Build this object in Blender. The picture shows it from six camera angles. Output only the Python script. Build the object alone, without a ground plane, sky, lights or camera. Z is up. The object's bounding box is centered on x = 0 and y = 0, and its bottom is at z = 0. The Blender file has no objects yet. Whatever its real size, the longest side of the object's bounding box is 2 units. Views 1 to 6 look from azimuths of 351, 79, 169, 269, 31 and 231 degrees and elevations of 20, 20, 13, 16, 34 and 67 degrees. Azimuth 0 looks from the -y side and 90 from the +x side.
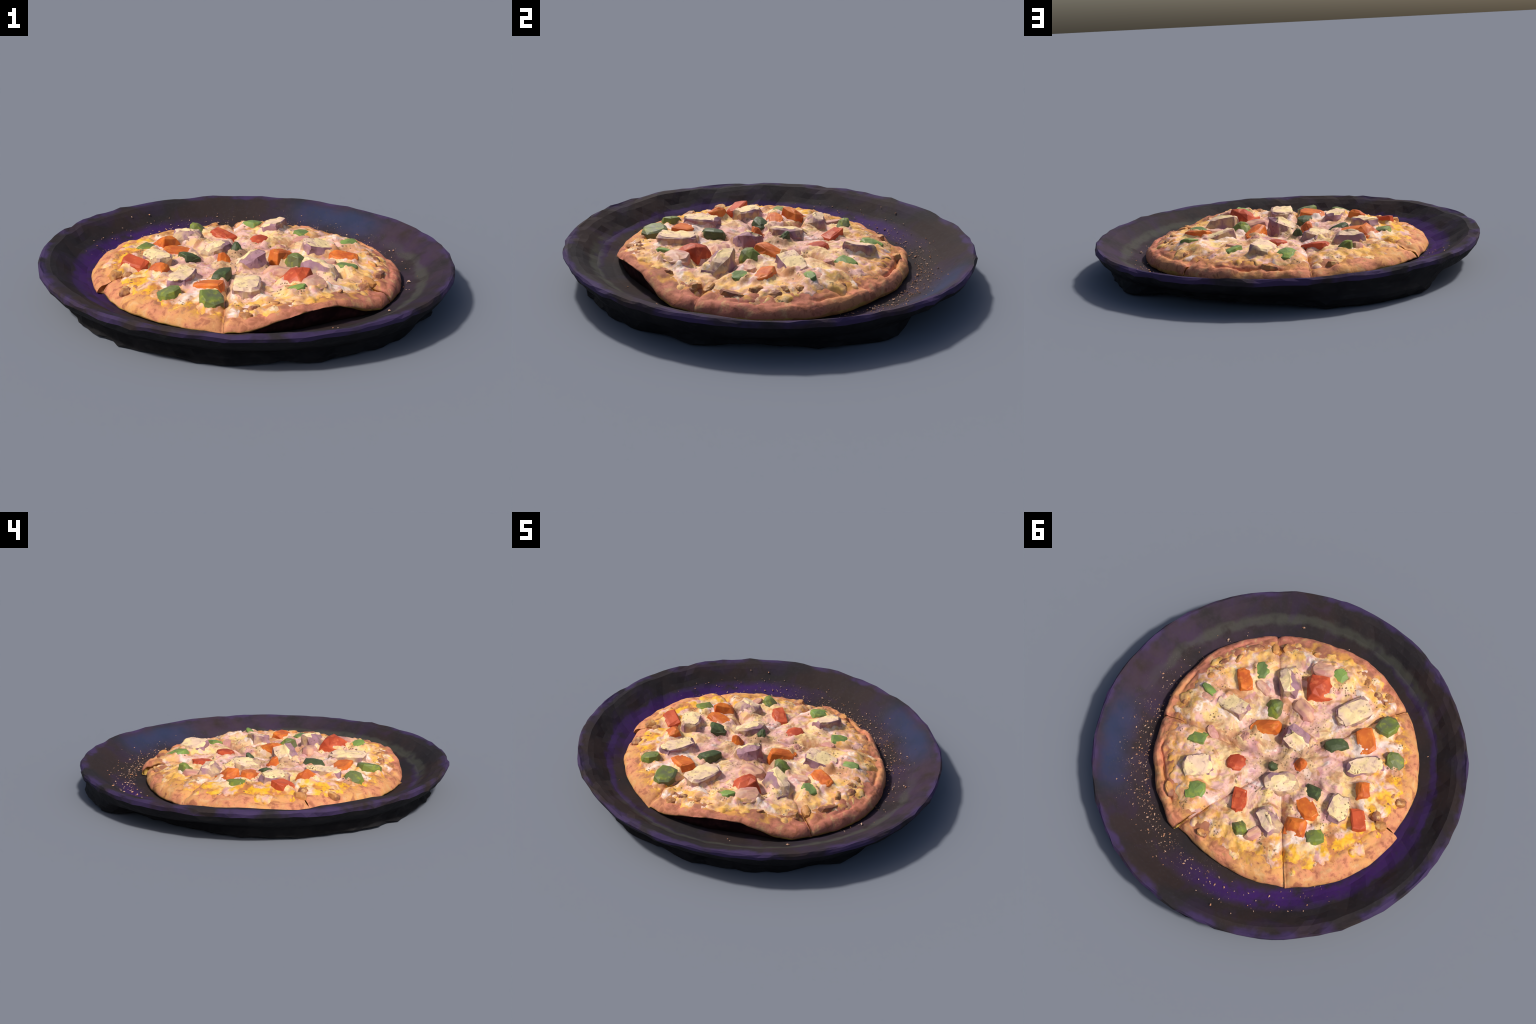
"""A six-slice pizza with peppers, chicken chunks and onion on a thick dark stoneware plate."""
import bpy, bmesh, math, random
import numpy as np
from mathutils import Vector, Matrix, noise

SEED = 7
rng = random.Random(SEED)
DEG = math.pi / 180.0

# ------------------------------------------------------------------ helpers
def smooth(a, b, x):
    t = np.clip((np.asarray(x, float) - a) / (b - a), 0, 1)
    return t * t * (3 - 2 * t)

def fbm(x, y, scale, seed=0.0, octaves=3):
    """fractal noise in about -1..1 sampled at arrays x, y"""
    xs, ys = np.ravel(x), np.ravel(y)
    out = np.empty(len(xs))
    for i in range(len(xs)):
        out[i] = noise.fractal((xs[i] / scale, ys[i] / scale, seed), 1.0, 2.0, octaves)
    return out.reshape(np.shape(x))

def make_mesh(name, verts, faces, mats, smooth_shade=True, mat_index=None):
    me = bpy.data.meshes.new(name)
    me.from_pydata([tuple(v) for v in verts], [], [tuple(f) for f in faces])
    for m in mats:
        me.materials.append(m)
    if mat_index is not None:
        me.polygons.foreach_set("material_index", np.asarray(mat_index, np.int32))
    me.polygons.foreach_set("use_smooth", [smooth_shade] * len(me.polygons))
    me.update()
    return me

def add_object(name, data, parent=None):
    o = bpy.data.objects.new(name, data)
    bpy.context.scene.collection.objects.link(o)
    if parent is not None:
        o.parent = parent
    return o

# ------------------------------------------------------------------ node helper
class Nodes:
    def __init__(self, name, rough=0.75, spec=0.25, vary=False):
        self.mat = bpy.data.materials.new(name)
        self.mat.use_nodes = True
        self.t = self.mat.node_tree
        self.bsdf = self.t.nodes["Principled BSDF"]
        self.bsdf.inputs["Roughness"].default_value = rough
        self.bsdf.inputs["Specular IOR Level"].default_value = spec
        self.obj = self.t.nodes.new("ShaderNodeTexCoord").outputs["Object"]
        self.rand = None
        if vary:        # repeats share a material: give each its own patch of the pattern
            info = self.t.nodes.new("ShaderNodeObjectInfo")
            self.rand = info.outputs["Random"]
            add = self.t.nodes.new("ShaderNodeVectorMath")
            add.operation = "MULTIPLY_ADD"
            self.t.links.new(self.rand, add.inputs[0])
            add.inputs[1].default_value = (13.0, 7.0, 5.0)
            self.t.links.new(self.obj, add.inputs[2])
            self.obj = add.outputs[0]

    def _in(self, sock, v):
        if isinstance(v, bpy.types.NodeSocket):
            self.t.links.new(v, sock)
        elif isinstance(v, (tuple, list)) and sock.type == "RGBA" and len(v) == 3:
            sock.default_value = (*v, 1)
        else:
            sock.default_value = v

    def shift(self, off=(0, 0, 0), scale=(1, 1, 1)):
        n = self.t.nodes.new("ShaderNodeMapping")
        self._in(n.inputs["Vector"], self.obj)
        n.inputs["Location"].default_value = off
        n.inputs["Scale"].default_value = scale
        return n.outputs[0]

    def noise(self, scale, detail=3, rough=0.55, vec=None, dist=0.0):
        n = self.t.nodes.new("ShaderNodeTexNoise")
        self._in(n.inputs["Vector"], vec or self.obj)
        n.inputs["Scale"].default_value = scale
        n.inputs["Detail"].default_value = detail
        n.inputs["Roughness"].default_value = rough
        n.inputs["Distortion"].default_value = dist
        return n.outputs["Fac"]

    def voronoi(self, scale, vec=None, rand=1.0):
        n = self.t.nodes.new("ShaderNodeTexVoronoi")
        self._in(n.inputs["Vector"], vec or self.obj)
        n.inputs["Scale"].default_value = scale
        n.inputs["Randomness"].default_value = rand
        return n.outputs["Distance"]

    def math(self, op, a, b=0.0, c=0.0):
        n = self.t.nodes.new("ShaderNodeMath")
        n.operation = op
        for i, v in enumerate((a, b, c)):
            self._in(n.inputs[i], v)
        return n.outputs[0]

    def step(self, v, lo, hi, out_lo=0.0, out_hi=1.0):
        n = self.t.nodes.new("ShaderNodeMapRange")
        n.interpolation_type = "SMOOTHSTEP"
        self._in(n.inputs["Value"], v)
        for k, x in zip(("From Min", "From Max", "To Min", "To Max"), (lo, hi, out_lo, out_hi)):
            n.inputs[k].default_value = x
        return n.outputs["Result"]

    def mix(self, f, a, b):
        n = self.t.nodes.new("ShaderNodeMix")
        n.data_type = "RGBA"
        self._in(n.inputs[0], f)
        self._in(n.inputs[6], a)
        self._in(n.inputs[7], b)
        return n.outputs[2]

    def polar(self, centre=(0, 0)):
        """radius and azimuth (radians) about a vertical axis"""
        n = self.t.nodes.new("ShaderNodeSeparateXYZ")
        self._in(n.inputs[0], self.obj)
        x = self.math("SUBTRACT", n.outputs[0], centre[0])
        y = self.math("SUBTRACT", n.outputs[1], centre[1])
        r = self.math("SQRT", self.math("ADD", self.math("MULTIPLY", x, x), self.math("MULTIPLY", y, y)))
        return r, self.math("ARCTAN2", y, x), n.outputs[2]

    def sector(self, az, mid, half, soft):
        """1 inside an azimuth sector given in degrees, soft edges"""
        d = self.math("COSINE", self.math("SUBTRACT", az, mid * DEG))
        return self.step(d, math.cos(min(half + soft, 179) * DEG), math.cos(max(half - soft, 1) * DEG))

    def done(self, colour, bump=None, strength=0.3, distance=0.01):
        self._in(self.bsdf.inputs["Base Color"], colour)
        if bump is not None:
            b = self.t.nodes.new("ShaderNodeBump")
            b.inputs["Strength"].default_value = strength
            b.inputs["Distance"].default_value = distance
            self._in(b.inputs["Height"], bump)
            self.t.links.new(b.outputs[0], self.bsdf.inputs["Normal"])
        return self.mat

# ------------------------------------------------------------------ materials
def mul(n, *f):
    out = f[0]
    for g in f[1:]:
        out = n.math("MULTIPLY", out, g)
    return out

def plate_glaze():
    n = Nodes("dark_glaze", rough=0.75, spec=0.12)
    r, az, z = n.polar()
    big, mid, fine = n.noise(2.6, 3), n.noise(9, 4), n.noise(60, 3)
    col = n.mix(n.step(big, 0.42, 0.6), (0.034, 0.023, 0.022), (0.025, 0.021, 0.023))
    col = n.mix(mul(n, n.sector(az, 15, 45, 25), n.step(mid, 0.3, 0.65), 0.75), col, (0.052, 0.032, 0.052))
    rw = n.math("ADD", r, n.math("MULTIPLY", n.math("SUBTRACT", mid, 0.5), 0.09))
    # broad violet reflection painted into the colour of the well, on the far left side
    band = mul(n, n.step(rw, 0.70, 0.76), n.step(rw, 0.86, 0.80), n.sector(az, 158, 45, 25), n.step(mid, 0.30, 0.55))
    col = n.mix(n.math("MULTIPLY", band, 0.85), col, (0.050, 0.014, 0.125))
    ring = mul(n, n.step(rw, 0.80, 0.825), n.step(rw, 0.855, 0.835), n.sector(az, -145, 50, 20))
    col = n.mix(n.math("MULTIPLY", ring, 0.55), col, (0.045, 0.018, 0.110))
    # grey-green worn ring
    gring = mul(n, n.step(rw, 0.815, 0.84), n.step(rw, 0.885, 0.86), n.sector(az, -50, 62, 22), n.step(mid, 0.25, 0.5))
    col = n.mix(n.math("MULTIPLY", gring, 0.6), col, (0.070, 0.072, 0.056))
    # loose violet mottling everywhere
    streak = mul(n, n.step(n.noise(4.5, 5, vec=n.shift((6, 3, 0)), dist=0.8), 0.50, 0.64), n.step(r, 0.66, 0.74))
    col = n.mix(n.math("MULTIPLY", streak, 0.24), col, (0.046, 0.022, 0.080))
    # blue patch
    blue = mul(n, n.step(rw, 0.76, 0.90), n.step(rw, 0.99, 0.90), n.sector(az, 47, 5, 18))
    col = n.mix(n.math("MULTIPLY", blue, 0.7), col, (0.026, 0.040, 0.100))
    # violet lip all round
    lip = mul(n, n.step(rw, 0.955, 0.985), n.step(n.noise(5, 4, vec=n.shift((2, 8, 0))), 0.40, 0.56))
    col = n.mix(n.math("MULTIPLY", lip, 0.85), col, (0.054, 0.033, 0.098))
    # flour dust on the crumb side
    dust = mul(n, n.sector(az, 60, 50, 25), n.step(rw, 0.92, 0.78), n.step(n.voronoi(95), 0.26, 0.14), n.step(n.noise(14, 3), 0.48, 0.62))
    col = n.mix(n.math("MULTIPLY", dust, 0.45), col, (0.30, 0.22, 0.16))
    col = n.mix(n.math("MULTIPLY", n.step(fine, 0.5, 0.75), 0.25), col, (0.050, 0.044, 0.048))
    # the unglazed outside is near black
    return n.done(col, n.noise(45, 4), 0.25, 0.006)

def plate_outside():
    n = Nodes("dark_unglazed_clay", rough=0.8, spec=0.15)
    c = n.mix(n.step(n.noise(7, 4), 0.38, 0.62), (0.0075, 0.0070, 0.0085), (0.013, 0.012, 0.013))
    c = n.mix(n.math("MULTIPLY", n.step(n.noise(12, 3, vec=n.shift((3, 1, 0), (1, 1, 5))), 0.58, 0.72), 0.5), c, (0.024, 0.022, 0.022))
    return n.done(c, n.noise(30, 4), 0.4, 0.01)

PIZZA_CENTRE = (0.0, -0.05)
# directions of the six cuts, seen from where they meet
CUT_DIRECTIONS = [math.atan2(r * math.sin(a * DEG) - 0.035, r * math.cos(a * DEG) + 0.055) for a, r in ((-37, .745), (30.5, .674), (88, .665), (144, .712), (196, .742), (254, .747))]

def dough():
    n = Nodes("baked_crust", rough=0.75, spec=0.2)
    r, az, z = n.polar(PIZZA_CENTRE)
    a, b, f = n.noise(7, 4), n.noise(20, 4, dist=0.4), n.noise(90, 3)
    c = n.mix(n.step(a, 0.38, 0.60), (0.70, 0.325, 0.115), (0.66, 0.245, 0.135))
    c = n.mix(n.math("MULTIPLY", n.sector(az, -45, 60, 35), 0.75), c, (0.50, 0.165, 0.120))  # crust darkened to rose where this side lies in shade
    c = n.mix(mul(n, n.sector(az, 190, 60, 35), n.step(b, 0.62, 0.40), 0.30), c, (0.74, 0.41, 0.13))
    c = n.mix(n.math("MULTIPLY", n.step(b, 0.52, 0.64), 0.8), c, (0.36, 0.125, 0.065))
    c = n.mix(n.math("MULTIPLY", n.step(b, 0.46, 0.30), 0.7), c, (0.70, 0.42, 0.20))
    # toasted, oily ring on the inside of the crust
    inner = n.step(n.math("ADD", r, n.math("MULTIPLY", n.math("SUBTRACT", b, 0.5), 0.16)), 0.665, 0.625)
    tone = n.mix(n.step(n.noise(15, 3, vec=n.shift((4, 4, 4))), 0.42, 0.58), (0.68, 0.33, 0.065), (0.33, 0.13, 0.075))
    c = n.mix(n.math("MULTIPLY", inner, 0.8), c, tone)
    c = n.mix(n.math("MULTIPLY", n.step(f, 0.58, 0.72), 0.45), c, (0.32, 0.12, 0.075))
    return n.done(c, n.math("ADD", b, n.math("MULTIPLY", f, 0.4)), 0.35, 0.008)

def dough_underside():
    n = Nodes("pale_dough_base", rough=0.8, spec=0.15)
    b = n.noise(16, 4)
    c = n.mix(n.step(b, 0.35, 0.65), (0.56, 0.36, 0.085), (0.46, 0.22, 0.08))
    c = n.mix(n.math("MULTIPLY", n.step(n.noise(40, 3), 0.56, 0.7), 0.5), c, (0.26, 0.11, 0.05))
    return n.done(c, b, 0.4, 0.008)

def dark_maroon():
    n = Nodes("dark_maroon_underside", rough=0.9, spec=0.05)
    return n.done(n.mix(n.step(n.noise(14, 4), 0.4, 0.62), (0.030, 0.010, 0.012), (0.075, 0.024, 0.024)), n.noise(40, 3), 0.4, 0.006)  # near-black maroon below the lifted lip

def herb_specks(n, col, amount=1.0, scale=75, colour=(0.15, 0.095, 0.045), more=None):
    w = n.noise(scale * 0.25, 2)
    vec = n.shift((0.3, 0.7, 0.1), (1, 1, 1))
    sp = n.step(n.voronoi(scale, vec), 0.30, 0.17)
    sp2 = n.step(n.voronoi(scale * 0.5, n.shift((1.3, 2.7, 0.4))), 0.23, 0.13)
    where = n.step(n.noise(9, 3, vec=n.shift((5, 2, 1))), 0.42, 0.60)
    if more is not None:
        where = n.math("MAXIMUM", where, more)
    m = mul(n, n.math("MAXIMUM", sp, sp2), where, n.step(w, 0.40, 0.55), 0.8 * amount)
    return n.mix(m, col, colour)

def cheese():
    n = Nodes("melted_cheese", rough=0.6, spec=0.25)
    r, az, z = n.polar(PIZZA_CENTRE)
    a, b, d = n.noise(8, 4, dist=0.5), n.noise(15, 4, vec=n.shift((2, 5, 1)), dist=0.4), n.noise(10, 4, vec=n.shift((7, 1, 4)), dist=0.8)
    c = n.mix(n.step(a, 0.41, 0.57), (0.84, 0.575, 0.295), (0.79, 0.455, 0.385))
    c = n.mix(n.math("MULTIPLY", n.step(b, 0.54, 0.64), 0.7), c, (0.88, 0.60, 0.19))
    c = n.mix(n.math("MULTIPLY", n.step(d, 0.54, 0.64), 0.85), c, (0.52, 0.235, 0.105))
    c = n.mix(n.math("MULTIPLY", n.step(d, 0.45, 0.36), 0.85), c, (0.88, 0.71, 0.64))
    c = n.mix(n.math("MULTIPLY", n.step(b, 0.43, 0.34), 0.75), c, (0.58, 0.27, 0.29))
    # fine toasted mottling
    mott = mul(n, n.step(n.noise(38, 4, vec=n.shift((3, 6, 2)), dist=0.6), 0.52, 0.66), n.step(n.noise(7, 3, vec=n.shift((9, 2, 5))), 0.38, 0.58))
    c = n.mix(n.math("MULTIPLY", mott, 0.6), c, (0.46, 0.30, 0.13))
    # shade lines of the six cuts, coloured mauve-brown into the cheese
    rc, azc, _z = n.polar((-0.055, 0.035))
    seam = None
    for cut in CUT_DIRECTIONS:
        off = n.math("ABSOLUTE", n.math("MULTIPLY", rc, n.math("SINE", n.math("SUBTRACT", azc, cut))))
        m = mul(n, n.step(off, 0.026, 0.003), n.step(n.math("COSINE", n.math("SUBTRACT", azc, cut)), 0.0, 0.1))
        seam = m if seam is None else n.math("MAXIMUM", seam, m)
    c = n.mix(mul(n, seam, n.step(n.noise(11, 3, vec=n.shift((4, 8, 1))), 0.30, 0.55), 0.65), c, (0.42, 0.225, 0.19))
    # toasted centre
    c = n.mix(mul(n, n.step(r, 0.32, 0.08), n.step(b, 0.40, 0.56), 0.7), c, (0.46, 0.275, 0.15))
    # golden, oily cheese close to the crust
    rim = n.step(n.math("ADD", r, n.math("MULTIPLY", n.math("SUBTRACT", d, 0.5), 0.38)), 0.45, 0.56)
    gold = n.mix(n.step(b, 0.44, 0.60), (0.88, 0.45, 0.022), (0.50, 0.18, 0.06))
    side = n.math("ADD", 0.60, n.math("MULTIPLY", n.sector(az, 195, 60, 35), 0.38))
    c = n.mix(mul(n, rim, n.step(n.noise(13, 3, vec=n.shift((1, 9, 2))), 0.38, 0.54), side), c, gold)
    c = herb_specks(n, c, 1.15, 58, more=n.step(r, 0.40, 0.14))
    return n.done(c, n.math("ADD", n.noise(28, 4), n.math("MULTIPLY", n.noise(85, 3), 0.3)), 0.32, 0.010)

def pepper(name, main, dark, light):
    n = Nodes(name, rough=0.5, spec=0.3, vary=True)
    a, b = n.noise(9, 3), n.noise(30, 3, vec=n.shift((3, 3, 3)))
    c = n.mix(n.math("MULTIPLY", n.step(a, 0.40, 0.60), n.math("ADD", 0.35, n.math("MULTIPLY", n.rand, 0.65))), main, dark)
    c = n.mix(n.math("MULTIPLY", n.step(b, 0.52, 0.68), 0.5), c, light)
    return n.done(c, n.noise(50, 3), 0.15, 0.004)

def chicken_mat():
    n = Nodes("seared_chicken", rough=0.65, spec=0.2, vary=True)
    a, b = n.noise(11, 3), n.noise(24, 4, dist=0.5)
    c = n.mix(n.step(a, 0.42, 0.58), (0.88, 0.66, 0.34), (0.80, 0.56, 0.39))
    c = n.mix(n.math("MULTIPLY", n.step(b, 0.54, 0.66), 0.6), c, (0.42, 0.235, 0.235))  # purple-brown shading mottled into the chunk tops
    c = herb_specks(n, c, 1.25, 55)
    return n.done(c, n.noise(45, 4), 0.4, 0.006)

def chicken_painted_shade():
    n = Nodes("chicken_painted_shade", rough=0.65, spec=0.2, vary=True)
    a, b = n.noise(9, 3), n.noise(26, 4, vec=n.shift((2, 2, 2), (1, 1, 0.4)))
    c = n.mix(n.step(a, 0.42, 0.58), (0.36, 0.195, 0.235), (0.58, 0.39, 0.22))
    c = n.mix(n.math("MULTIPLY", n.step(b, 0.48, 0.62), 0.6), c, (0.22, 0.115, 0.14))
    c = herb_specks(n, c, 0.8, 70)
    return n.done(c, b, 0.4, 0.006)

def onion_mat():
    n = Nodes("pink_onion", rough=0.5, spec=0.3, vary=True)
    w = n.noise(12, 3, vec=n.shift((0, 0, 0), (1, 3.5, 1)))
    c = n.mix(n.step(w, 0.36, 0.64), (0.68, 0.37, 0.23), (0.52, 0.235, 0.20))
    c = n.mix(n.math("MULTIPLY", n.step(n.noise(20, 3), 0.52, 0.66), 0.4), c, (0.78, 0.54, 0.40))
    return n.done(c, w, 0.3, 0.005)

def bubble_mat():
    n = Nodes("browned_bubble", rough=0.5, spec=0.3, vary=True)
    a = n.noise(14, 4)
    c = n.mix(n.step(a, 0.38, 0.62), (0.58, 0.26, 0.08), (0.26, 0.10, 0.06))
    c = n.mix(n.math("MULTIPLY", n.step(n.noise(30, 3), 0.54, 0.68), 0.6), c, (0.78, 0.50, 0.20))
    return n.done(c, a, 0.4, 0.006)

def crumb_mat():
    n = Nodes("toasted_crumb", rough=0.85, spec=0.1)
    a = n.noise(25, 2)
    return n.done(n.mix(n.step(a, 0.38, 0.62), (0.46, 0.22, 0.12), (0.60, 0.40, 0.29)))

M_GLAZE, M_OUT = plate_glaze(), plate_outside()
M_DOUGH, M_BASE, M_UNDER_DARK, M_CHEESE = dough(), dough_underside(), dark_maroon(), cheese()
M_ORANGE = pepper("orange_pepper_skin", (0.72, 0.18, 0.026), (0.48, 0.088, 0.020), (0.80, 0.27, 0.045))
M_RED = pepper("red_pepper_skin", (0.58, 0.095, 0.033), (0.35, 0.046, 0.018), (0.72, 0.18, 0.065))
M_GREEN = pepper("green_pepper_skin", (0.205, 0.315, 0.072), (0.140, 0.195, 0.065), (0.33, 0.38, 0.055))
M_OLIVE = pepper("olive_pepper_skin", (0.175, 0.220, 0.045), (0.130, 0.135, 0.075), (0.34, 0.37, 0.028))
M_DKGREEN = pepper("dark_green_pepper_skin", (0.065, 0.085, 0.035), (0.045, 0.052, 0.027), (0.13, 0.19, 0.055))
M_CHICK, M_CHICK_SHADE, M_ONION, M_BUBBLE, M_CRUMB = chicken_mat(), chicken_painted_shade(), onion_mat(), bubble_mat(), crumb_mat()

# ------------------------------------------------------------------ plate
TILT = 0.007           # the plate stands very slightly higher towards -y
def tilt(y):
    return -TILT * y

# profile from the middle of the well, over the lip, down the outside, to the foot
PROFILE = [(0.30, 0.060), (0.55, 0.060), (0.68, 0.0605), (0.735, 0.062), (0.775, 0.066), (0.81, 0.074),
           (0.845, 0.088), (0.88, 0.112), (0.912, 0.136), (0.94, 0.154), (0.963, 0.165), (0.979, 0.173),
           (0.990, 0.174), (0.998, 0.164), (0.993, 0.144), (0.979, 0.119), (0.951, 0.092), (0.918, 0.068),
           (0.902, 0.048), (0.897, 0.028), (0.899, 0.012), (0.894, 0.003), (0.80, 0.012), (0.55, 0.022)]
GLAZED = 14            # rings up to here carry the glaze

# ragged foot: (azimuth, lift of the rim of the foot, outward push)
FOOT = [(-180, 0.002, -0.01), (-165, 0.004, -0.005), (-150, 0.004, 0.004), (-135, 0.0, 0.012), (-122, 0.006, 0.0), (-106, 0.000, 0.018), (-97, 0.004, 0.006),
        (-88, 0.012, 0.0), (-80, 0.0, 0.014), (-71, 0.008, 0.005), (-60, 0.0, 0.016), (-48, 0.0, 0.018), (-40, 0.012, 0.0),
        (-30, 0.002, 0.020), (-15, 0.026, -0.010), (0, 0.008, 0.005), (12, 0.0, 0.026), (22, 0.0, 0.042), (29, 0.010, 0.004), (36, 0.024, -0.040),
        (46, 0.026, -0.035), (60, 0.024, -0.035), (76, 0.020, -0.015), (84, 0.010, 0.012), (88, 0.0, 0.036), (102, 0.0, 0.056), (118, 0.0, 0.048),
        (124, 0.004, 0.020), (129, 0.014, -0.055), (142, 0.008, -0.065), (156, 0.006, -0.055), (168, 0.004, -0.030), (180, 0.002, -0.01)]

# the wall of the well is fuller or hollower from place to place: azimuth, height
WALL = [(-180, .021), (-165, .018), (-150, .017), (-135, .011), (-112, .004), (-90, .002), (-70, .008), (-48, .015), (-28, .010), (-10, .0),
        (60, .0), (95, .006), (112, .015), (130, .012), (150, .015), (170, .022), (180, .021)]

def full_side(deg):
    return np.interp((np.asarray(deg) + 180) % 360 - 180, *zip(*WALL))

def sunk_well(deg):
    return 0.010 * smooth(-0.1, 0.6, np.cos((deg - 20) * DEG))

# how much the middle of the outside wall bulges: azimuth, push
BELLY = [(-180, -.014), (-150, -.014), (-115, -.034), (-80, -.016), (-50, .008), (-20, .006), (10, .006), (30, -.004), (50, -.020), (68, -.010), (85, .026), (118, .036), (145, .018), (160, -.014), (172, -.026), (180, -.014)]

def build_plate():
    seg = 108
    fa, fz, fr = (np.array(c, float) for c in zip(*FOOT))
    verts, faces, mats = [(0.0, 0.0, 0.060)], [], []
    jit = random.Random(SEED + 1)
    nr = len(PROFILE)
    for k, (r, z) in enumerate(PROFILE):
        for s in range(seg):
            # alternate rings are shifted half a step: gives irregular facets
            a = 2 * math.pi * (s + (0.5 if k % 2 else 0.0)) / seg
            deg = (a / DEG + 180) % 360 - 180
            lift, push = np.interp(deg, fa, fz), np.interp(deg, fa, fr)
            # the side the lens saw worst is rougher
            rough = 0.25 + 0.75 * float(smooth(-0.2, 0.7, math.cos((deg + 150) * DEG)))
            rr, zz = r, z
            rr += 0.0022 * math.cos(2 * a) - 0.004 * math.sin(2 * a)
            if 3 < k < 12:
                zz += rough * 0.016 * noise.noise((math.cos(a) * r * 9, math.sin(a) * r * 9, 3.1)) * min(1, (k - 3) / 2)
                rr += rough * 0.004 * jit.uniform(-1, 1)
            elif 12 <= k < 16:
                rr = min(rr + 0.010 * noise.noise((math.cos(a) * 13, math.sin(a) * 13, k * 0.25)) + 0.003 * jit.uniform(-1, 1), 1.001)
                zz += 0.009 * noise.noise((math.cos(a) * 12, math.sin(a) * 12, 7.7 + k * 0.3))
            elif k >= 16:
                w = smooth(14.2, 17.6, k)
                rr += 0.014 * noise.noise((math.cos(a) * 7, math.sin(a) * 7, k * 0.3)) + float(smooth(16.5, 19, k)) * 0.016 * noise.noise((math.cos(a) * 19, math.sin(a) * 19, 2.0 + k * 0.2)) + float(w) * (push * float(smooth(15.6, 18.6, k)) + np.interp(deg, *zip(*BELLY)) * float(smooth(20.5, 17.5, k)))
                zz = zz + float(smooth(16, 21, k)) * lift + (0.003 * jit.uniform(0, 1) + 0.010 * max(0, noise.noise((math.cos(a) * 16, math.sin(a) * 16, 11.0))) if k >= 18 else 0)
            # the wall stands fuller on the -x side
            zz += float(full_side(deg)) * float(smooth(0.72, 0.84, r) * smooth(0.985, 0.93, r)) * (k < 13)
            zz -= float(sunk_well(deg)) * float(smooth(0.80, 0.74, r)) * (k < 13)
            if k <= 15:
                zz += tilt(rr * math.sin(a)) * min(1.0, rr / 0.7)
            verts.append((rr * math.cos(a), rr * math.sin(a) - 0.005 * smooth(0.6, 0.95, r), max(zz, 0.0)))
    idx = lambda k, s: 1 + k * seg + s % seg
    for s in range(seg):
        faces.append((0, idx(0, s), idx(0, s + 1)))
        mats.append(0)
    for k in range(nr - 1):
        for s in range(seg):
            a, b, c, d = idx(k, s), idx(k + 1, s), idx(k + 1, s + 1), idx(k, s + 1)
            faces += [(a, b, d), (b, c, d)] if k % 2 == 0 else [(a, b, c), (a, c, d)]
            mats += [0 if k < GLAZED else 1] * 2
    verts.append((0.0, 0.0, 0.022))
    last = len(verts) - 1
    for s in range(seg):
        faces.append((last, idx(nr - 1, s + 1), idx(nr - 1, s)))
        mats.append(1)
    v = np.array(verts)
    v[:, 2] -= v[:, 2].min()
    # the whole piece is exactly two metres across
    v[:, 0] -= (v[:, 0].max() + v[:, 0].min()) / 2
    v[:, 1] -= (v[:, 1].max() + v[:, 1].min()) / 2
    v[:, :2] *= 2.0 / max(np.ptp(v[:, 0]), np.ptp(v[:, 1]))
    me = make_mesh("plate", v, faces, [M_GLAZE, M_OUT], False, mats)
    o = add_object("plate", me)
    o["label"] = "thick round dark stoneware plate with painted violet sheen and crumbs"
    o["category"] = "dinner plate"
    return o

plate = build_plate()

def plate_height(x, y):
    """height of the inner surface of the plate, for points or arrays"""
    r, deg = np.hypot(x, y), np.degrees(np.arctan2(y, x))
    z = np.interp(r, [p[0] for p in PROFILE[:13]], [p[1] for p in PROFILE[:13]]) + tilt(y) * np.minimum(1, r / 0.7)
    return z + full_side(deg) * smooth(0.72, 0.84, r) * smooth(0.985, 0.93, r) - sunk_well(deg) * smooth(0.80, 0.74, r)

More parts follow.
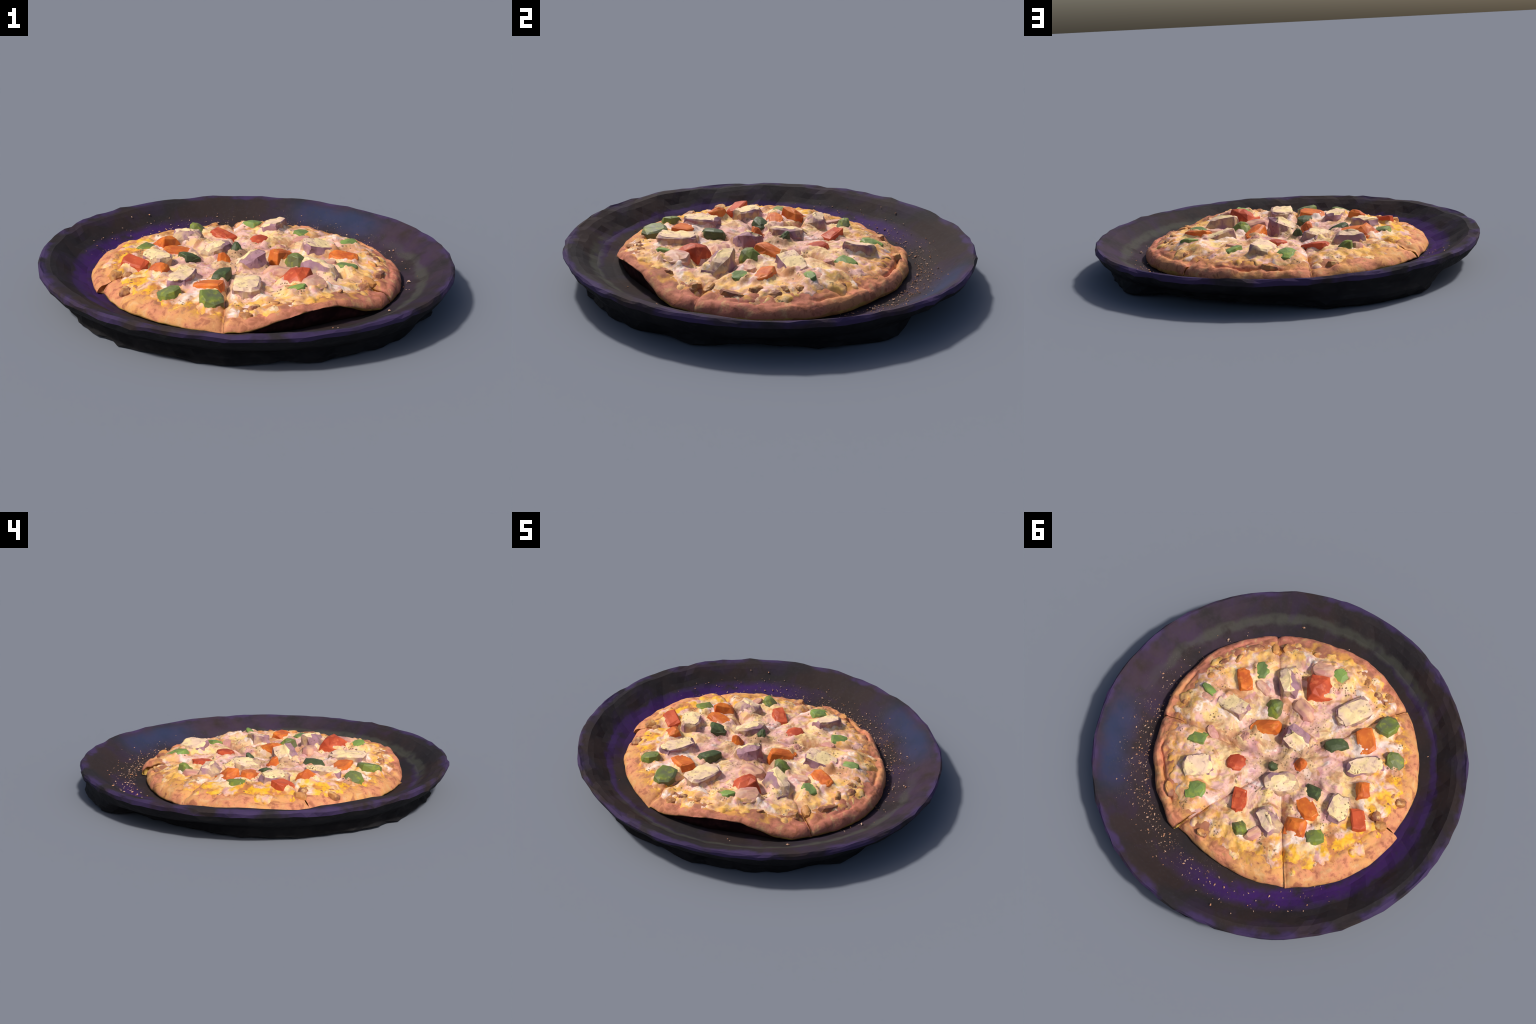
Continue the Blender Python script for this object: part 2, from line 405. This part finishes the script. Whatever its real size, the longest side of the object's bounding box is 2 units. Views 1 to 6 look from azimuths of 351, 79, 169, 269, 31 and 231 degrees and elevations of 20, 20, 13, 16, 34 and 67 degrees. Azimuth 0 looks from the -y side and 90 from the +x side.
def build_crumbs():
    jit = random.Random(SEED + 5)
    verts, faces = [], []
    def crumb(x, y, s):
        z = float(plate_height(x, y)) + s * 0.25
        base = len(verts)
        yaw = jit.uniform(0, 6.28)
        sx, sy, sz = s * jit.uniform(0.7, 1.5), s * jit.uniform(0.6, 1.0), s * jit.uniform(0.5, 0.9)
        for p in ((1, 0, 0), (-1, 0, 0), (0, 1, 0), (0, -1, 0), (0, 0, 1), (0, 0, -1)):
            px, py = p[0] * sx, p[1] * sy
            q = [jit.uniform(-0.25, 0.25) * s for _ in range(3)]
            verts.append((x + px * math.cos(yaw) - py * math.sin(yaw) + q[0], y + px * math.sin(yaw) + py * math.cos(yaw) + q[1], z + p[2] * sz + q[2]))
        for f in ((0, 2, 4), (2, 1, 4), (1, 3, 4), (3, 0, 4), (2, 0, 5), (1, 2, 5), (3, 1, 5), (0, 3, 5)):
            faces.append(tuple(base + i for i in f))
    # dense spill beside the pizza
    for _ in range(330):
        az = jit.gauss(63, 26)
        r = 0.695 + abs(jit.gauss(0.0, 0.062)) + 0.012
        if r < 0.96:
            crumb(r * math.cos(az * DEG), r * math.sin(az * DEG), jit.choice((0.0018, 0.002, 0.0025, 0.003, 0.004, 0.0055)))
    for _ in range(55):
        az, r = jit.uniform(85, 160), jit.uniform(0.73, 0.86)
        crumb(r * math.cos(az * DEG), r * math.sin(az * DEG), jit.uniform(0.002, 0.004))
    for _ in range(35):
        az, r = jit.uniform(-25, 40), 0.755 + abs(jit.gauss(0, 0.04))
        crumb(r * math.cos(az * DEG), r * math.sin(az * DEG), jit.uniform(0.002, 0.0045))
    # the few large ones
    for x, y, s in ((0.759, -0.22, 0.011), (0.801, 0.201, 0.011), (0.785, 0.215, 0.008), (0.679, 0.478, 0.010), (-0.437, 0.777, 0.009),
                    (-0.536, 0.724, 0.008), (-0.39, 0.66, 0.013), (-0.35, 0.69, 0.008), (-0.16, 0.75, 0.009), (-0.48, -0.634, 0.006), (0.55, -0.60, 0.010),
                    (0.27, -0.71, 0.009), (0.29, -0.72, 0.005), (0.10, 0.79, 0.009)):
        crumb(x, y, s * 0.65)
    o = add_object("crumbs", make_mesh("crumbs", verts, faces, [M_CRUMB], False), plate)
    o["kind"] = "stuff"

build_crumbs()

# ------------------------------------------------------------------ toppings: x, y, length, width, yaw, height of the top
ORANGE = [
    (0.456, -0.116, 0.140, 0.078, 153, 0.178), (-0.231, -0.401, 0.140, 0.092, 147, 0.177), (0.160, -0.032, 0.148, 0.073, -126, 0.178),
    (-0.120, -0.043, 0.058, 0.062, -159, 0.160), (-0.326, 0.084, 0.145, 0.079, 172, 0.163), (-0.381, 0.196, 0.104, 0.085, -144, 0.172),
    (-0.444, -0.205, 0.078, 0.091, -128, 0.178)]
RED = [(0.158, -0.404, 0.139, 0.128, -123, 0.197), (0.095, 0.213, 0.105, 0.099, -128, 0.158), (-0.083, 0.334, 0.133, 0.065, 138, 0.156), (-0.547, -0.082, 0.123, 0.076, 146, 0.175)]
GREEN = [
    (0.448, -0.219, 0.094, 0.081, 141, 0.168), (0.135, -0.528, 0.105, 0.085, -174, 0.186), (-0.236, -0.547, 0.122, 0.098, -97, 0.175),
    (0.223, -0.134, 0.097, 0.077, -65, 0.178), (0.515, 0.070, 0.107, 0.053, -168, 0.170), (0.339, 0.291, 0.094, 0.071, -154, 0.157),
    (0.098, 0.480, 0.098, 0.091, -124, 0.162), (-0.203, 0.423, 0.078, 0.062, 176, 0.155), (-0.476, 0.144, 0.097, 0.085, -125, 0.160), (-0.412, -0.448, 0.092, 0.082, -171, 0.165)]
DARK_GREEN = [(-0.155, -0.259, 0.115, 0.067, -121, 0.172), (-0.044, 0.076, 0.056, 0.052, -136, 0.160), (-0.283, 0.004, 0.092, 0.066, -163, 0.162)]
CHICKEN = [
    (0.298, -0.298, 0.177, 0.107, 147, 0.205), (-0.065, -0.449, 0.191, 0.122, -99, 0.190), (-0.009, -0.118, 0.152, 0.120, -162, 0.200),
    (0.370, 0.030, 0.171, 0.104, -168, 0.188), (0.196, 0.396, 0.151, 0.106, -119, 0.190), (-0.269, 0.281, 0.141, 0.104, 165, 0.188),
    (-0.138, 0.108, 0.170, 0.102, -126, 0.168), (-0.438, -0.040, 0.103, 0.137, -150, 0.187), (-0.341, -0.300, 0.179, 0.092, -119, 0.184)]
CHICKEN_SHAPE = ["ridge", "block", "ridge", "block", "block", "ridge", "low", "block", "block"]
ONION = [
    (0.229, -0.487, 0.142, 0.101, -136, 0.190), (0.115, -0.253, 0.136, 0.090, 180, 0.168), (0.489, 0.109, 0.099, 0.069, -167, 0.158),
    (0.313, 0.212, 0.085, 0.052, 171, 0.150), (0.353, -0.165, 0.116, 0.056, -174, 0.156), (-0.277, 0.364, 0.128, 0.059, -97, 0.142), (0.187, 0.093, 0.060, 0.055, -91, 0.152)]
BUBBLE = [
    (-0.638, -0.160, 0.062, 0.052, -122, 0.125), (-0.105, -0.672, 0.050, 0.060, -128, 0.128), (0.585, -0.275, 0.120, 0.050, -116, 0.118),
    (-0.584, -0.178, 0.051, 0.045, 103, 0.130), (-0.600, -0.330, 0.060, 0.045, 60, 0.122), (0.470, -0.425, 0.060, 0.055, -157, 0.130),
    (-0.06, -0.63, 0.05, 0.04, 20, 0.132), (0.56, 0.20, 0.07, 0.045, 110, 0.128), (0.20, 0.575, 0.085, 0.045, 160, 0.120), (-0.10, 0.585, 0.06, 0.04, 15, 0.120),
    (0.625, -0.10, 0.07, 0.04, 85, 0.122), (0.515, -0.37, 0.06, 0.04, 140, 0.128)]
for _i in range(7):     # more browned lumps where the sauce boiled over the crust edge
    _a, _r = rng.uniform(-112, 62), rng.uniform(0.575, 0.635)
    BUBBLE.append((_r * math.cos(_a * DEG), _r * math.sin(_a * DEG) - 0.05, rng.uniform(0.035, 0.075), rng.uniform(0.028, 0.045), _a + 90 + rng.uniform(-40, 40), rng.uniform(0.118, 0.128)))
# soft swellings of the cheese where something lies hidden: x, y, radius, height
SWELLINGS = [(0.485, 0.159, 0.075, 0.020), (0.023, -0.300, 0.05, 0.012), (0.403, -0.453, 0.04, 0.012), (-0.227, -0.165, 0.04, 0.010), (-0.560, 0.071, 0.045, 0.008),
             (0.60, 0.03, 0.05, 0.008), (0.09, 0.09, 0.07, 0.012), (-0.05, 0.20, 0.06, 0.010), (-0.20, 0.23, 0.05, 0.008), (0.30, 0.12, 0.06, 0.010), (0.26, 0.48, 0.05, 0.006),
             (-0.02, 0.50, 0.05, 0.008), (-0.40, 0.32, 0.06, 0.008), (-0.34, -0.13, 0.06, 0.008), (-0.48, -0.30, 0.05, 0.008), (-0.12, -0.36, 0.05, 0.006)]
ALL_TOPPINGS = ORANGE + RED + GREEN + DARK_GREEN + CHICKEN + ONION

# ------------------------------------------------------------------ the six slices
CUT_CENTRE = np.array((-0.055, 0.035))
# outline of each slice: (azimuth seen from the origin, radius)
SLICES = [
    [(-37, .745), (-30, .749), (-21, .750), (-10, .744), (4, .726), (16, .708), (24, .692), (30.45, .676)],
    [(30.55, .673), (43, .676), (50, .676), (62, .672), (74, .672), (84, .678), (87.8, .676)],
    [(88.2, .652), (94, .642), (105, .648), (119, .667), (131, .688), (143.8, .712)],
    [(144.2, .712), (151, .722), (161, .731), (172, .743), (186, .751), (195.8, .757)],
    [(196.4, .727), (208, .738), (219, .744), (231, .743), (243, .745), (253.97, .747)],
    [(254.03, .748), (263, .746), (270, .741), (280, .729), (288, .717), (296, .717), (302, .725), (308, .740), (314, .747), (322.9, .746)]]
SLICE_DROP = [0.001, 0.001, -0.007, -0.002, -0.004, -0.006]
# each slice stands a little higher or lower along its two cuts
CUT_STEP = [(0.000, 0.003), (-0.002, 0.003), (-0.006, 0.002), (0.003, -0.003), (0.003, -0.006), (0.006, -0.003)]
# stretches where the cheese has pulled away from the crust and left a slit: start, end (azimuth), depth
SLITS = [(42, 80, 0.020), (2, 20, 0.012), (-28, -12, 0.010), (92, 104, 0.010)]

def slit_depth(az):
    out = np.zeros_like(az)
    for a, b, d in SLITS:
        out = np.maximum(out, d * smooth(a, a + 6, az) * smooth(b, b - 6, az))
    return out

# how far the lifted slice stands off the plate: azimuth, height
LIFT_A = [-106, -97, -90, -82, -72, -64, -58, -52, -46, -37]
LIFT_H = [0.0, 0.010, 0.045, 0.075, 0.088, 0.075, 0.050, 0.020, 0.004, 0.0]

TOP_D = [0.0, 0.009, 0.022, 0.038, 0.060, 0.090, 0.14, 0.22, 0.36, 0.70]
TOP_Z = [0.090, 0.104, 0.116, 0.120, 0.125, 0.136, 0.149, 0.152, 0.150, 0.139]

UNDER_T = (0.985, 0.965, 0.94, 0.91, 0.87, 0.80, 0.7, 0.5, 0.25, 0.02)

def az_of(x, y):
    return np.degrees(np.arctan2(y, x))

def cheese_mounds(x, y):
    """cheese creeps up round every topping and over hidden lumps"""
    out, hollow = np.zeros_like(x), np.zeros_like(x)
    for (tx, ty, ln, wd, yaw, top) in ALL_TOPPINGS:
        c, s = math.cos(yaw * DEG), math.sin(yaw * DEG)
        u, v = (x - tx) * c + (y - ty) * s, -(x - tx) * s + (y - ty) * c
        d = np.hypot(np.maximum(np.abs(u) - ln * 0.36, 0), np.maximum(np.abs(v) - wd * 0.36, 0))
        amp = max(0.0, top - 0.135) * 0.52
        out = np.maximum(out, amp * np.exp(-(d / 0.022) ** 2))
        # hollow under the piece itself, so that cheese never breaks through it
        hollow = np.maximum(hollow, smooth(0.36, 0.24, np.maximum(np.abs(u) / ln, np.abs(v) / wd)))
    for (sx, sy, rad, h) in SWELLINGS:
        out = out + h * np.exp(-(((x - sx) ** 2 + (y - sy) ** 2) / rad ** 2))
    return out - 0.012 * hollow

def build_slices(pizza):
    slices = []
    for si, outline in enumerate(SLICES):
        a0, a1 = outline[0][0], outline[-1][0]
        n_az = max(24, int((a1 - a0) / 0.75))
        az = np.linspace(a0, a1, n_az)
        R = np.interp(az, *zip(*outline)) + 0.006 * fbm(az / 9.0, az * 0 + si * 3.1, 1.0, 2.2, 2)
        Q = np.stack([R * np.cos(az * DEG), R * np.sin(az * DEG)], 1)
        L = np.linalg.norm(Q - CUT_CENTRE, axis=1)
        n0, n1 = Q[0] - CUT_CENTRE, Q[-1] - CUT_CENTRE
        n0, n1 = n0 / np.linalg.norm(n0), n1 / np.linalg.norm(n1)

        def field(t):
            """positions and heights of the crust-and-sauce surface at fractions t of the way to the edge"""
            P = CUT_CENTRE + (Q - CUT_CENTRE)[None] * t[:, None, None]
            x, y = P[..., 0], P[..., 1]
            de = (1 - t)[:, None] * L[None]
            d0 = np.abs((x - CUT_CENTRE[0]) * n0[1] - (y - CUT_CENTRE[1]) * n0[0])
            d1 = np.abs((x - CUT_CENTRE[0]) * n1[1] - (y - CUT_CENTRE[1]) * n1[0])
            dc = np.minimum(d0, d1)
            z = np.interp(de, TOP_D, TOP_Z)
            # a lifted edge pulls the slice up, fading towards the tip
            lift = np.zeros_like(x)
            if si == 5:
                aa = (az + 180) % 360 - 180
                lift = np.interp(aa, LIFT_A, LIFT_H)[None] * (t[:, None] ** 5)
            z = z + lift * 0.82 + SLICE_DROP[si] * smooth(0.1, 0.5, t)[:, None] + tilt(y)
            z = z + (CUT_STEP[si][0] * np.exp(-d0 / 0.07) + CUT_STEP[si][1] * np.exp(-d1 / 0.07)) * smooth(0.15, 0.5, t)[:, None]
            wander = 0.050 + 0.010 * fbm(x, y, 0.09, 31.0, 2)
            z = z - slit_depth(az)[None] * np.exp(-((de - wander) / 0.008) ** 2)
            # cut edges are rounded over
            z = z - 0.011 * np.exp(-(dc / 0.008) ** 2) * smooth(0.15, 0.6, t)[:, None] - 0.006 * np.exp(-(dc / 0.03) ** 2)
            return x, y, z, de, dc, lift

        # ---------------- dough: top sheet, outer wall, underside
        t = np.concatenate([np.linspace(0.02, 0.78, 22), np.linspace(0.80, 1.0, 34)])
        x, y, z, de, dc, lift = field(t)
        wob = fbm(x, y, 0.075, 1.3, 3) * 0.013 * smooth(0.16, 0.06, de) + fbm(x, y, 0.020, 4.3, 2) * 0.0018 * smooth(0.18, 0.05, de)
        z = z + wob - 0.034 * smooth(0.10, 0.17, de)
        nt = len(t)
        floor = plate_height(Q[:, 0], Q[:, 1]) + 0.0015
        lip = lift[-1]
        wall = []
        raised = np.clip(lip / 0.05, 0, 1)
        d = (Q - np.array(PIZZA_CENTRE)); d = d / np.linalg.norm(d, axis=1)[:, None]
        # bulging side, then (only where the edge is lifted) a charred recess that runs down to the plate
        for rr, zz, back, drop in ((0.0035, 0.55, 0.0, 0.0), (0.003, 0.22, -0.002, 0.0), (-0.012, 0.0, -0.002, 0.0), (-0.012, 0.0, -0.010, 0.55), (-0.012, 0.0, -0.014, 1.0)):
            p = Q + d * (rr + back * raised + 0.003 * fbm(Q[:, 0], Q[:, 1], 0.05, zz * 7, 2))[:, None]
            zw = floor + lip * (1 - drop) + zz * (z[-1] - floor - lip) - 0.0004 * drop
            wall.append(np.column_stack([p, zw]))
        under = []
        for tt in UNDER_T:
            p = CUT_CENTRE + (Q - CUT_CENTRE) * tt
            fl = plate_height(p[:, 0], p[:, 1]) + 0.0015
            under.append(np.column_stack([p - d * 0.022 * raised[:, None] * tt ** 8, fl]))
        rows = [np.column_stack([x[i], y[i], z[i]]) for i in range(nt)] + wall + under
        V = np.concatenate(rows)
        nrow = len(rows)
        F, MI = [], []
        for i in range(nrow - 1):
            for j in range(n_az - 1):
                a = i * n_az + j
                F.append((a, a + n_az, a + n_az + 1, a + 1))
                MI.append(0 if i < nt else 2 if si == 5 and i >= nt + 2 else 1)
        # close the two cut faces and the tip
        def idx(i, j):
            return i * n_az + j
        pair = []
        for i in range(nt):
            # matching underside row for every top row
            under_i = nt + 4 + min(range(len(UNDER_T) + 1), key=lambda k: abs(((1.0,) + UNDER_T)[k] - t[i]))
            pair.append(under_i)
        for j, flip in ((0, False), (n_az - 1, True)):
            for i in range(nt - 1):
                q = [idx(i, j), idx(i + 1, j), idx(pair[i + 1], j)]
                if pair[i] != pair[i + 1]:
                    q.append(idx(pair[i], j))
                F.append(tuple(q if not flip else q[::-1])); MI.append(1)
            q = [idx(nt - 1 + k, j) for k in range(6)]
            F.append(tuple(q if not flip else q[::-1])); MI.append(1)
        F.append(tuple([idx(0, j) for j in range(n_az)] + [idx(nrow - 1, j) for j in range(n_az - 1, -1, -1)])); MI.append(1)
        o = add_object("pizza_slice", make_mesh("pizza_slice", V, F, [M_DOUGH, M_BASE, M_UNDER_DARK], True, MI), pizza)
        slices.append(o)

        # ---------------- cheese: a thick irregular sheet inside the crust
        edge = np.maximum(0.043 + 0.044 * fbm(Q[:, 0], Q[:, 1], 0.06, 8.8, 4), 0.022) + 1.1 * slit_depth(az)
        # melted cheese bridges the cuts: stretch the sheet until it meets its neighbours
        az2 = np.linspace(a0 - 0.5, a1 + 0.5, n_az)
        Q = np.stack([R * np.cos(az2 * DEG), R * np.sin(az2 * DEG)], 1)
        L = np.linalg.norm(Q - CUT_CENTRE, axis=1)
        n0, n1 = Q[0] - CUT_CENTRE, Q[-1] - CUT_CENTRE
        n0, n1 = n0 / np.linalg.norm(n0), n1 / np.linalg.norm(n1)
        tc = np.concatenate([np.linspace(0.004, 0.80, 66), np.linspace(0.81, 1.0, 22)])
        te = 1 - edge / L
        P = CUT_CENTRE + (Q - CUT_CENTRE)[None] * (tc[:, None] * te[None])[..., None]
        x, y = P[..., 0], P[..., 1]
        tt = tc[:, None] * te[None]
        de = (1 - tt) * L[None]
        d0 = np.abs((x - CUT_CENTRE[0]) * n0[1] - (y - CUT_CENTRE[1]) * n0[0])
        d1 = np.abs((x - CUT_CENTRE[0]) * n1[1] - (y - CUT_CENTRE[1]) * n1[0])
        dc = np.minimum(d0, d1)
        z = np.interp(de, TOP_D, TOP_Z) + SLICE_DROP[si] * smooth(0.1, 0.5, tt) + tilt(y)
        z = z + (CUT_STEP[si][0] * np.exp(-d0 / 0.07) + CUT_STEP[si][1] * np.exp(-d1 / 0.07)) * smooth(0.15, 0.5, tt)
        if si == 5:
            z = z + np.interp((az + 180) % 360 - 180, LIFT_A, LIFT_H)[None] * tt ** 5 * 0.82
        z = z + 0.006 * fbm(x, y, 0.030, 21.0, 2) * smooth(0.24, 0.09, de)
        z = z + cheese_mounds(x, y) + 0.012 * fbm(x, y, 0.065, 5.5, 4) + 0.0045 * (0.45 - np.abs(fbm(x, y, 0.034, 9.1, 3))) + 0.006 * fbm(x, y, 0.10, 41.0, 2)
        broken = 0.45 + 0.55 * smooth(-0.25, 0.35, fbm(x, y, 0.11, 12.4, 2))
        z = z - (0.022 * np.exp(-(dc / 0.013) ** 2) * smooth(0.08, 0.5, tt) + 0.021 * np.exp(-(dc / 0.036) ** 2) * smooth(0.0, 0.22, tt)) * broken
        z = z + 0.006 * np.exp(-((dc - 0.045) / 0.022) ** 2) * smooth(0.1, 0.4, tt) * broken + 0.002
        skirt = 0.020 * smooth(0.06, 0.0, (1 - tc))[:, None] ** 2
        z = z - skirt
        n_t = len(tc)
        V = np.column_stack([x.ravel(), y.ravel(), z.ravel()])
        # drop the borders into the dough so that the sheet has thickness
        low = np.column_stack([x[-1], y[-1], z[-1] - 0.012])
        V = np.concatenate([V, low])
        F = [(i * n_az + j, (i + 1) * n_az + j, (i + 1) * n_az + j + 1, i * n_az + j + 1) for i in range(n_t) for j in range(n_az - 1)]
        for j in (0, n_az - 1):
            b = len(V)
            V = np.concatenate([V, np.column_stack([x[:, j], y[:, j], z[:, j] - 0.022])])
            for i in range(n_t - 1):
                q = (i * n_az + j, (i + 1) * n_az + j, b + i + 1, b + i)
                F.append(q if j else q[::-1])
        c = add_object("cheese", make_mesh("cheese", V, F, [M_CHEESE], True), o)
    return slices

pizza = add_object("pizza", None)
pizza["label"] = "six-slice pizza with peppers, chicken chunks and cheese"
pizza["category"] = "pizza"
pizza.location = (0, 0, 0.062)      # it rests in the well of the plate
slices = build_slices(pizza)
for o in slices:
    o.location = (0, 0, -0.062)

def slice_of(x, y):
    a = (math.degrees(math.atan2(y - CUT_CENTRE[1], x - CUT_CENTRE[0]))) % 360
    cuts = []
    for s in SLICES:
        p = (s[0][1] * math.cos(s[0][0] * DEG), s[0][1] * math.sin(s[0][0] * DEG))
        cuts.append(math.degrees(math.atan2(p[1] - CUT_CENTRE[1], p[0] - CUT_CENTRE[0])) % 360)
    best = max(range(6), key=lambda i: -((a - cuts[i]) % 360))
    return slices[best]

def surface_height(x, y):
    r = math.hypot(x, y)
    a = math.degrees(math.atan2(y, x))
    best = min(SLICES, key=lambda s: 0 if s[0][0] <= (a if a >= -37 else a + 360) <= s[-1][0] else 1)
    R = np.interp(a if a >= -37 else a + 360, *zip(*best))
    z = float(np.interp(R - r, TOP_D, TOP_Z)) + tilt(y)
    if best is SLICES[5]:
        z += float(np.interp(a, LIFT_A, LIFT_H)) * (r / R) ** 5 * 0.82 - 0.006
    return z

# ------------------------------------------------------------------ chunk builder
raise_by = {'block': 0.007, 'ridge': 0.015, 'peak': 0.027, 'low': 0.013, 'petal': 0.017}

def chunk(name, spec, mats, shape, seed, top_scale=0.72, sides=10, jitter=0.09, power=4.0, side_slot=0, lumpy=0.0):
    x, y, ln, wd, yaw, top = spec
    j = random.Random(seed)
    base = surface_height(x, y) - 0.022
    top += raise_by.get(shape, 0.017)
    ln, wd = (ln * 1.14, wd * 1.18) if shape in ('low', 'peak') else (ln * 1.09, wd * 1.11)
    h = top - base
    verts, faces, slot = [], [], []
    rings = {"block": [(1.02, 0.0), (1.0, 0.50), (0.95, 0.86), (top_scale, 1.0)],
             "ridge": [(1.08, 0.0), (1.0, 0.42), (0.86, 0.70), (0.58, 0.92)],
             "low": [(1.05, 0.0), (1.0, 0.55), (0.84, 0.85), (0.55, 0.97)],
             "peak": [(1.10, 0.0), (1.0, 0.45), (0.78, 0.75), (0.40, 0.95)],
             "petal": [(1.0, 0.0), (1.0, 0.62), (0.80, 0.90), (0.45, 1.0)]}[shape]
    tx, ty = j.uniform(-0.32, 0.32), j.uniform(-0.32, 0.32)
    ph = j.uniform(0, 1)
    for k, (s, z) in enumerate(rings):
        for i in range(sides):
            a = 2 * math.pi * (i + ph) / sides
            ca, sa = math.cos(a), math.sin(a)
            q = (abs(ca) ** power + abs(sa) ** power) ** (-1 / power)
            u, v = ca * q * s, sa * q * s
            if shape == "ridge" and k == 3:
                v *= 0.25
            jj = jitter if k else 0.03
            u += j.uniform(-jj, jj); v += j.uniform(-jj, jj)
            zz = z + (j.uniform(-0.05, 0.05) if 0 < k else 0)
            if k >= 2:
                zz += tx * u + ty * v
            verts.append((u * ln * 0.49, v * wd * 0.49, zz * h))
    verts.append((j.uniform(-0.05, 0.05) * ln, j.uniform(-0.05, 0.05) * wd, h * (1.04 if shape != "block" else 1.01)))
    c = len(verts) - 1
    for k in range(len(rings) - 1):
        for i in range(sides):
            a, b = k * sides + i, k * sides + (i + 1) % sides
            d, e = b + sides, a + sides
            if (i + k) % 2:
                faces += [(a, b, d), (a, d, e)]
            else:
                faces += [(a, b, e), (b, d, e)]
            # one flank of each chunk wears the mauve shadow colour up to the top
            slot += [side_slot if k < 2 or (k == 2 and i < sides * 0.45) else 0] * 2
    for i in range(sides):
        faces.append((3 * sides + i, 3 * sides + (i + 1) % sides, c))
        slot.append(0)
    faces.append(tuple(range(sides - 1, -1, -1)))
    slot.append(0)
    me = make_mesh(name, verts, faces, mats, False, slot)
    if lumpy:
        bm = bmesh.new()
        bm.from_mesh(me)
        bmesh.ops.subdivide_edges(bm, edges=bm.edges[:], cuts=2, use_grid_fill=True)
        off = seed * 1.7
        for v in bm.verts:
            p = v.co
            d = lumpy * (noise.fractal((p.x / 0.045 + off, p.y / 0.045, p.z / 0.045), 1.0, 2.0, 3))
            v.co += v.normal * d
        bm.to_mesh(me)
        bm.free()
        me.polygons.foreach_set("use_smooth", [True] * len(me.polygons))
        me.set_sharp_from_angle(angle=32 * DEG)
    o = add_object(name, me, slice_of(x, y))
    o.location = (x, y, base)
    o.rotation_euler = (0, 0, yaw * DEG)
    bv = o.modifiers.new("soft_edges", "BEVEL")
    bv.width, bv.segments, bv.limit_method, bv.angle_limit = 0.0028, 1, "ANGLE", 28 * DEG
    return o

seed = 100
for kind, specs, mat, shapes in (
        ("orange_pepper", ORANGE, M_ORANGE, ["block", "block", "low", "peak", "low", "peak", "peak"]),
        ("red_pepper", RED, M_RED, ["peak", "low", "low", "block"]),
        ("green_pepper", GREEN[:2] + GREEN[4:7], M_GREEN, ["block", "low", "low", "low", "low"]),
        ("green_pepper", [GREEN[2], GREEN[3]] + GREEN[7:], M_OLIVE, ["block", "peak", "peak", "low", "low"]),
        ("green_pepper", DARK_GREEN, M_DKGREEN, ["low", "peak", "low"])):
    for s, sh in zip(specs, shapes):
        seed += 1
        chunk(kind, s, [mat], sh, seed, sides=8, power=6.0, jitter=0.10)
for s, sh in zip(CHICKEN, CHICKEN_SHAPE):
    seed += 1
    chunk("chicken_chunk", s, [M_CHICK, M_CHICK_SHADE], sh, seed, top_scale=0.84, sides=12, power=6.0, jitter=0.09, side_slot=1, lumpy=0.007)
for s in ONION:
    seed += 1
    chunk("onion_piece", s, [M_ONION], "petal", seed, sides=10, power=2.8, jitter=0.08, lumpy=0.003)
for s in BUBBLE:
    seed += 1
    s = s[:5] + (surface_height(s[0], s[1]) - 0.005 + 0.007 * rng.random(),)
    chunk("cheese_bubble", s, [M_BUBBLE], "low", seed, sides=8, power=2.2, jitter=0.12)
